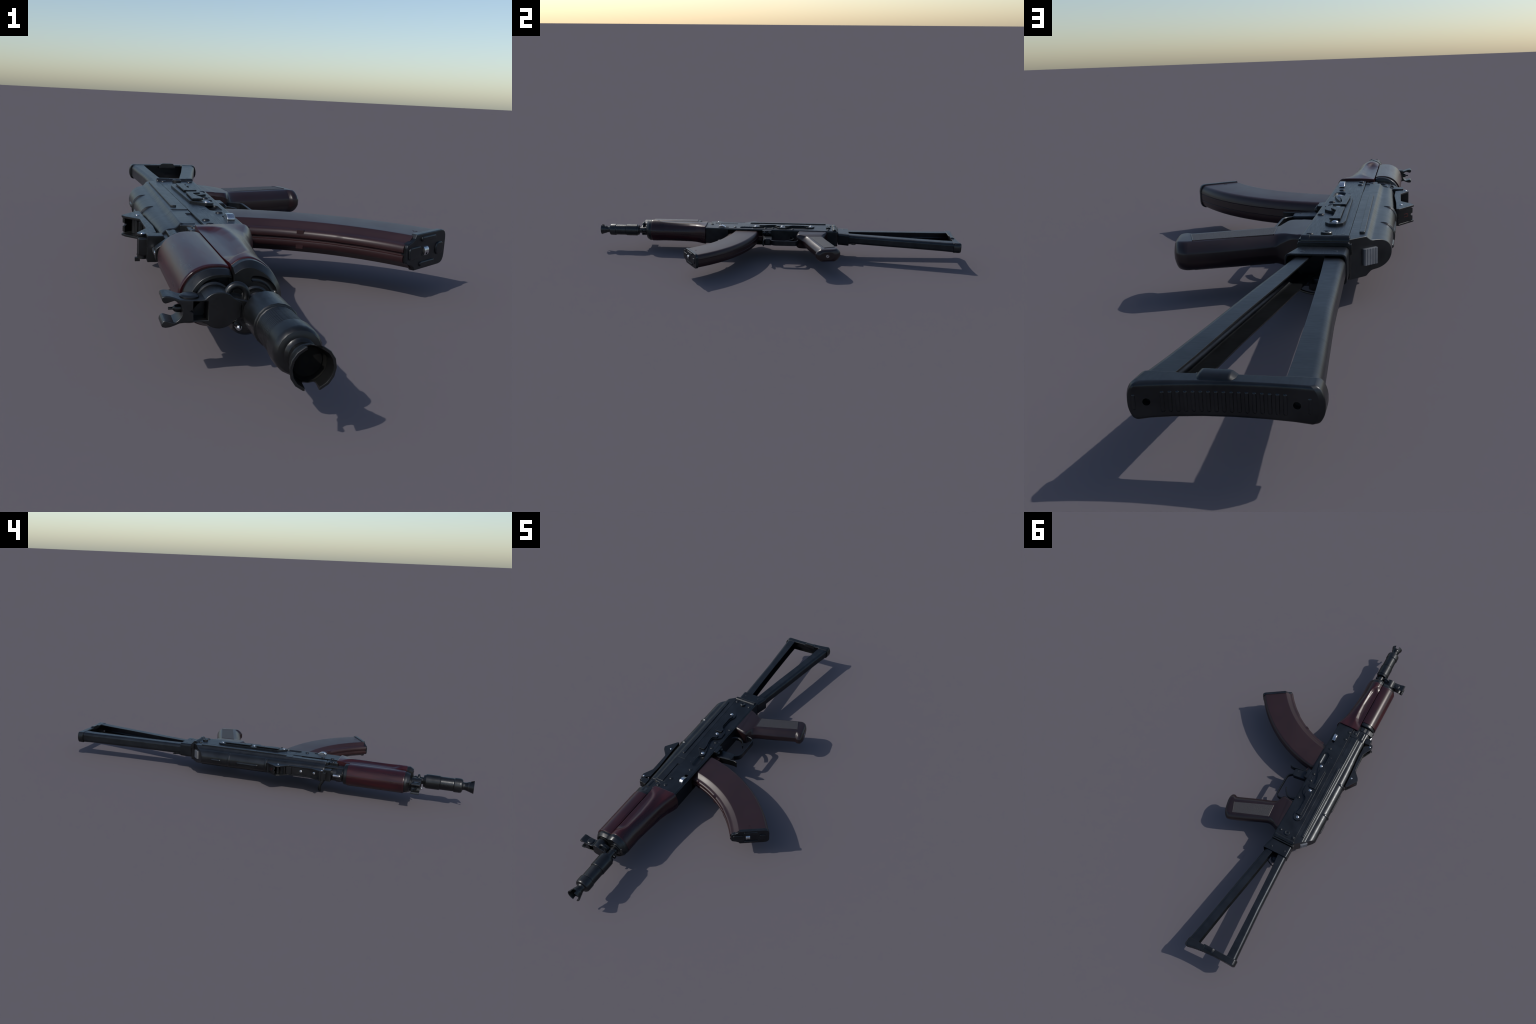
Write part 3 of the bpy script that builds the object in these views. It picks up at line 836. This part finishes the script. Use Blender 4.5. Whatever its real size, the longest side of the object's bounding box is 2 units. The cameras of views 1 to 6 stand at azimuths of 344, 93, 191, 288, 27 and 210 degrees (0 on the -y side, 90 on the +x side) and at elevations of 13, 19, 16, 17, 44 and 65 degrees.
finish("catch_bracket", merge(box(-0.1080, -0.0920, -0.0680, -0.0180, Z0 + 0.018, Z0 + 0.0425, 0.002), box(-0.1080, -0.0920, -0.0680, -0.0180, Z0 - 0.0425, Z0 - 0.018, 0.002)), M_STEEL, catch)
for y in (-0.0560, -0.0290):
    finish("bracket_rivet", tube([(x, y, Z0 + 0.0300) for x in (-0.098, -0.0915)], 0.0088, 14), M_DARK, catch)
dm = nib0.copy(); dm.name = "dimple"; dm.location = (-0.0431, -0.0440, Z0 + 0.0153); dm.parent = catch; coll.objects.link(dm)

# ------------------------------------------------------------------ side rail on the left
base = fillet([(-0.1290, -0.1160), (-0.1355, -0.1260), (-0.1490, -0.1270), (-0.1630, -0.1100), (-0.1812, -0.0870), (-0.1880, 0.1850), (-0.1835, 0.2080), (-0.1690, 0.2195), (-0.1520, 0.2160), (-0.1415, 0.2020),
               (-0.1400, 0.1790), (-0.1490, 0.1690), (-0.1530, 0.1580), (-0.1530, 0.0960), (-0.1480, 0.0860), (-0.1330, 0.0750), (-0.1230, 0.0620), (-0.1215, 0.0220), (-0.1360, 0.0100), (-0.1500, 0.0040),
               (-0.1570, -0.0060), (-0.1560, -0.0280), (-0.1480, -0.0480), (-0.1360, -0.0850)], 0.0040)
rail = finish("side_rail", prism(base, Z0 + 0.0440, Z0 + 0.0515, bevel=0.0011), M_STEEL)
r1 = fillet([(-0.1755, -0.0890), (-0.1730, 0.0255), (-0.1390, 0.0265), (-0.1390, 0.0110), (-0.1570, 0.0040), (-0.1600, -0.0080), (-0.1555, -0.0400), (-0.1490, -0.0620), (-0.1490, -0.0890)], 0.0015)
r2 = fillet([(-0.1730, 0.0545), (-0.1750, 0.1860), (-0.1490, 0.1860), (-0.1500, 0.1700), (-0.1555, 0.1600), (-0.1555, 0.0960), (-0.1490, 0.0840), (-0.1400, 0.0740), (-0.1400, 0.0545)], 0.0015)
for o in (r1, r2):
    cx = sum(p[0] for p in o) / len(o); cy = sum(p[1] for p in o) / len(o)
    finish("dovetail_bar", prism(o, Z0 + 0.0533, Z0 + 0.0572, bevel=0.0009), M_STEEL, rail)
finish("dovetail_neck", merge(box(-0.1685, -0.1625, -0.0840, 0.0210, Z0 + 0.050, Z0 + 0.055, 0), box(-0.1685, -0.1600, 0.0590, 0.1810, Z0 + 0.050, Z0 + 0.055, 0)), M_STEEL, rail)
rp = finish("rail_pin", dome(0.0078, 0.0036, 18, 0.1), M_CHROME, rail)
rp.location = (-0.1438, -0.1086, Z0 + 0.0515)
put(rp, [(-0.1543, 0.0404, 0.0515), (-0.1644, 0.1990, 0.0515)], "rail_pin", rail)

# ------------------------------------------------------------------ right side: bolt handle, port, selector
bolt_c = finish("bolt_carrier", box(-0.2480, -0.2060, -0.3380, -0.1900, Z0 - 0.0468, Z0 - 0.030, 0.002), M_CHROME)
hp = catmull([(-0.2280, -0.3300, Z0 - 0.040), (-0.2330, -0.3290, Z0 - 0.0530), (-0.2350, -0.3210, Z0 - 0.0680), (-0.2355, -0.3165, Z0 - 0.0840), (-0.2350, -0.3190, Z0 - 0.0965)], 18)
hm = tube(hp, [0.0085, 0.0085, 0.0083, 0.008, 0.0076, 0.0072, 0.0070, 0.0068, 0.0067, 0.0067, 0.0068, 0.007, 0.0072, 0.0074, 0.0075, 0.0074, 0.0072, 0.0068], 14)
zmin = min(v.co.z for v in hm.vertices)
for v in hm.vertices:
    if v.co.z < Z0 - 0.05:
        v.co.z -= zmin * min(1.0, (Z0 - 0.05 - v.co.z) / 0.05)
finish("charging_handle", hm, M_DARK, bolt_c)
lever = fillet([(-0.1900, 0.1050), (-0.1720, 0.1120), (-0.1640, 0.0980), (-0.1730, 0.0300), (-0.1860, -0.0900), (-0.1850, -0.1150), (-0.1990, -0.1150), (-0.2030, -0.0850)], 0.006)
finish("selector_lever", prism(lever, Z0 - 0.0500, Z0 - 0.0440, bevel=0.001), M_DARK)

# ------------------------------------------------------------------ hinge and shoulder stock
stock = finish("stock_socket", loft([[(x, y, Z0 + w) for x, w in fillet([(-0.0990 + dx, 0.0420 * s), (-0.2120, 0.0420 * s), (-0.2120, -0.0420 * s), (-0.0990 + dx, -0.0420 * s)], 0.006)] for y, s, dx in ((0.330, 1.0, 0), (0.346, 1.0, 0), (0.3475, 0.96, 0.0))]), M_DARK)
finish("stock_hinge", merge(
    lathe([(-0.1055, 0.0118), (-0.1075, 0.0128), (-0.1240, 0.0128), (-0.1245, 0.0120), (-0.1740, 0.0120), (-0.1745, 0.0128), (-0.2085, 0.0128), (-0.2105, 0.0118)], 0.3290, Z0 + 0.0405, 18, 'x'),
    box(-0.2105, -0.1055, 0.3250, 0.3440, Z0 + 0.022, Z0 + 0.0420, 0.002),
    box(-0.2160, -0.2080, 0.3340, 0.3490, Z0 + 0.0150, Z0 + 0.0380, 0.002)), M_DARK, stock)
def sleeve(y, inset, k):
    xa = lerp(-0.0985, -0.0820, k) - inset
    xb = -0.2115 + inset
    hw = 0.0330 - inset
    return [(x, y, Z0 + w) for x, w in fillet([(xa, hw), (xb, hw), (xb, -hw), (xa, -hw)], 0.012 - inset * 0.7, 5)]
sl = loft([sleeve(0.3500, 0.001, 0), sleeve(0.3512, 0, 0.02), sleeve(0.4075, 0, 1.0), sleeve(0.4085, 0.0008, 1.0), sleeve(0.4085, 0.0036, 1.0), sleeve(0.3650, 0.0040, 0.3)])
finish("stock_bracket", sl, M_STEEL, stock)
br = rivet0.copy(); br.name = "bracket_pin"; br.scale = (0.7, 0.7, 0.35); br.location = (-0.1166, 0.3880, Z0 + 0.0325); br.parent = stock; coll.objects.link(br)
br = rivet0.copy(); br.name = "bracket_pin"; br.scale = (0.7, 0.7, 0.35); br.location = (-0.1855, 0.3830, Z0 + 0.0325); br.parent = stock; coll.objects.link(br)

def arm(stations, name):
    """U channel: stations (y, outer x, inner x, half height); open towards the inside"""
    rings = []
    for y, xo, xi, hw in stations:
        sgn = 1 if xo > xi else -1
        dep = abs(xo - xi)
        t = 0.0030
        r = 0.0150
        pts = []
        for q in np.linspace(0, math.pi / 2, 9):          # outer skin, top corner
            pts.append((r - r * math.cos(q), hw - r + r * math.sin(q)))
        pts.append((dep - 0.0004, hw)); pts.append((dep, hw - 0.0008)); pts.append((dep, hw - t))
        ri = r - t
        for q in np.linspace(math.pi / 2, 0, 9):
            pts.append((r - ri * math.cos(q), hw - r + ri * math.sin(q)))
        full = pts[::1]
        # order: outer top ... inner top, then mirrored below
        low = [(a, -b) for a, b in pts[::-1]]
        ring = pts + low
        rings.append([(xo - sgn * a, y, Z0 + b) for a, b in ring])
    return finish(name, loft(rings), M_STOCK, stock, sharp=40)
arm([(y, np.interp(y, [0.375, 0.41, 0.62, 0.788, 0.965], [-0.1010, -0.0945, -0.0534, -0.0225, 0.0120]),
      np.interp(y, [0.375, 0.414, 0.594, 0.744, 0.965], [-0.1400, -0.1336, -0.1025, -0.0742, -0.0368]),
      np.interp(y, [0.375, 0.45, 0.90, 0.965], [0.0258, 0.0248, 0.0248, 0.0262])) for y in np.linspace(0.375, 0.965, 30)], "stock_arm")
arm([(y, np.interp(y, [0.375, 0.41, 0.69, 0.965], [-0.2080, -0.2090, -0.2170, -0.2325]),
      np.interp(y, [0.375, 0.41, 0.50, 0.60, 0.70, 0.80, 0.90, 0.965], [-0.1635, -0.1655, -0.1705, -0.1750, -0.1788, -0.1820, -0.1847, -0.1864]),
      np.interp(y, [0.375, 0.45, 0.90, 0.965], [0.0258, 0.0248, 0.0248, 0.0262])) for y in np.linspace(0.375, 0.965, 30)], "stock_arm")

rear_curve = [(0.0205, 0.9900), (0.0165, 0.9985), (0.0120, 1.0000), (-0.0100, 0.9960), (-0.0400, 0.9905), (-0.0800, 0.9855), (-0.1200, 0.9825), (-0.1600, 0.9815), (-0.2000, 0.9820), (-0.2320, 0.9830), (-0.2395, 0.9790)]
front_curve = [(-0.2400, 0.9515), (-0.1880, 0.9515), (-0.1820, 0.9545), (-0.1270, 0.9555), (-0.0700, 0.9595), (-0.0440, 0.9610), (-0.0370, 0.9580), (0.0170, 0.9590)]
but_out = fillet(rear_curve + front_curve, 0.003, 2)
rings = []
HW = 0.0272
for q in np.linspace(-math.pi / 2, math.pi / 2, 25):
    t = math.sin(q)
    rim = 0.0050 * (1 - math.sqrt(max(0.0, 1 - ((abs(t) - 0.80) / 0.20) ** 2))) if abs(t) > 0.80 else 0.0
    ring = []
    for x, y in but_out:
        e = (x + 0.110) / 0.128
        x2 = x - math.copysign(1, e) * 0.0100 * abs(t) ** 2.4 * smooth((abs(e) - 0.84) / 0.14) - math.copysign(1, e) * rim * smooth((abs(e) - 0.9) / 0.09)
        y2 = y + (0.9680 - y) * min(1.0, rim / 0.016)
        lift = 0.0040 * (1 - min(1.0, e * e)) * max(0.0, -t)
        ring.append((x2, y2, Z0 + HW * t + lift))
    rings.append(ring)
but = loft(rings)
cav = prism([(0.0130, 0.9300), (0.0130, 0.9800), (-0.0800, 0.9720), (-0.2320, 0.9700), (-0.2320, 0.9300)], Z0 - 0.0225, Z0 + 0.0225)
hl = [lathe([(0.9850, 0.0052), (1.02, 0.0052)], -0.0090, Z0, 14), lathe([(0.9730, 0.0052), (1.02, 0.0052)], -0.2035, Z0, 14)]
but = boolean(but, [cav] + hl)
butt = finish("butt_plate", but, M_DARK, stock)
# raised thumb bump on the upper edge
hb = [(-0.0655, 0.0), (-0.0680, 0.0006), (-0.0735, 0.0056), (-0.0775, 0.0066), (-0.1120, 0.0066), (-0.1165, 0.0056), (-0.1245, 0.0006), (-0.1270, 0.0)]
rb = []
for y, k, dz in ((0.9560, 1.0, -0.0012), (0.9575, 1.0, 0.0), (0.9690, 0.97, -0.0004), (0.9760, 0.93, -0.0030), (0.9815, 0.88, -0.0075)):
    mx = -0.096
    hbx = [(mx + (x - mx) * (0.9 + 0.1 * k), h) for x, h in hb]
    rb.append([(x, y, Z0 + 0.0266 + (h + dz if h > 0.001 else min(0, dz * 0.9) - 0.0004)) for x, h in hbx] + [(hbx[-1][0], y, Z0 + 0.0150), (hbx[0][0], y, Z0 + 0.0150)])
finish("thumb_bump", loft(rb), M_DARK, butt, sharp=60)
def rear_y(x):
    xs = [p[0] for p in rear_curve[2:]][::-1]; ysr = [p[1] for p in rear_curve[2:]][::-1]
    return float(np.interp(x, xs, ysr))
for i in range(17):
    x = lerp(-0.0290, -0.1885, i / 16)
    finish("grip_ridge", tube([(x, rear_y(x) - 0.0019, Z0 + w) for w in (-0.0125, -0.006, 0, 0.006, 0.0125)], 0.0036, 10), M_DARK, butt)
for x in (0.0078, -0.2200):
    finish("grip_ridge", tube([(x, rear_y(x) - 0.0021, Z0 + w) for w in (-0.0090, 0, 0.0090)], 0.0034, 8), M_DARK, butt)

# latch knob and sling wire beneath the stock root
finish("stock_latch", merge(lathe([(Z0 - 0.034, 0.0185), (Z0 - 0.020, 0.0185)], -0.1530, 0.4280, 20, 'z'),
                            lathe([(Z0 - 0.022, 0.0115), (Z0 - 0.0130, 0.0115), (Z0 - 0.0120, 0.0100)], -0.1530, 0.4280, 18, 'z'),
                            box(-0.1950, -0.1150, 0.4000, 0.4240, Z0 - 0.0320, Z0 - 0.0240, 0.002)), M_STEEL, stock)
finish("sling_wire", tube(catmull([(-0.1160, 0.4180, Z0 - 0.0280), (-0.1180, 0.4380, Z0 - 0.0340), (-0.1330, 0.4490, Z0 - 0.0360), (-0.1550, 0.4580, Z0 - 0.0360), (-0.1800, 0.4600, Z0 - 0.0340), (-0.1900, 0.4480, Z0 - 0.0320), (-0.1920, 0.4250, Z0 - 0.0280)], 26), 0.0028, 8), M_DARK, stock)

for me in [m for m in bpy.data.meshes if m.users == 0]:
    bpy.data.meshes.remove(me)
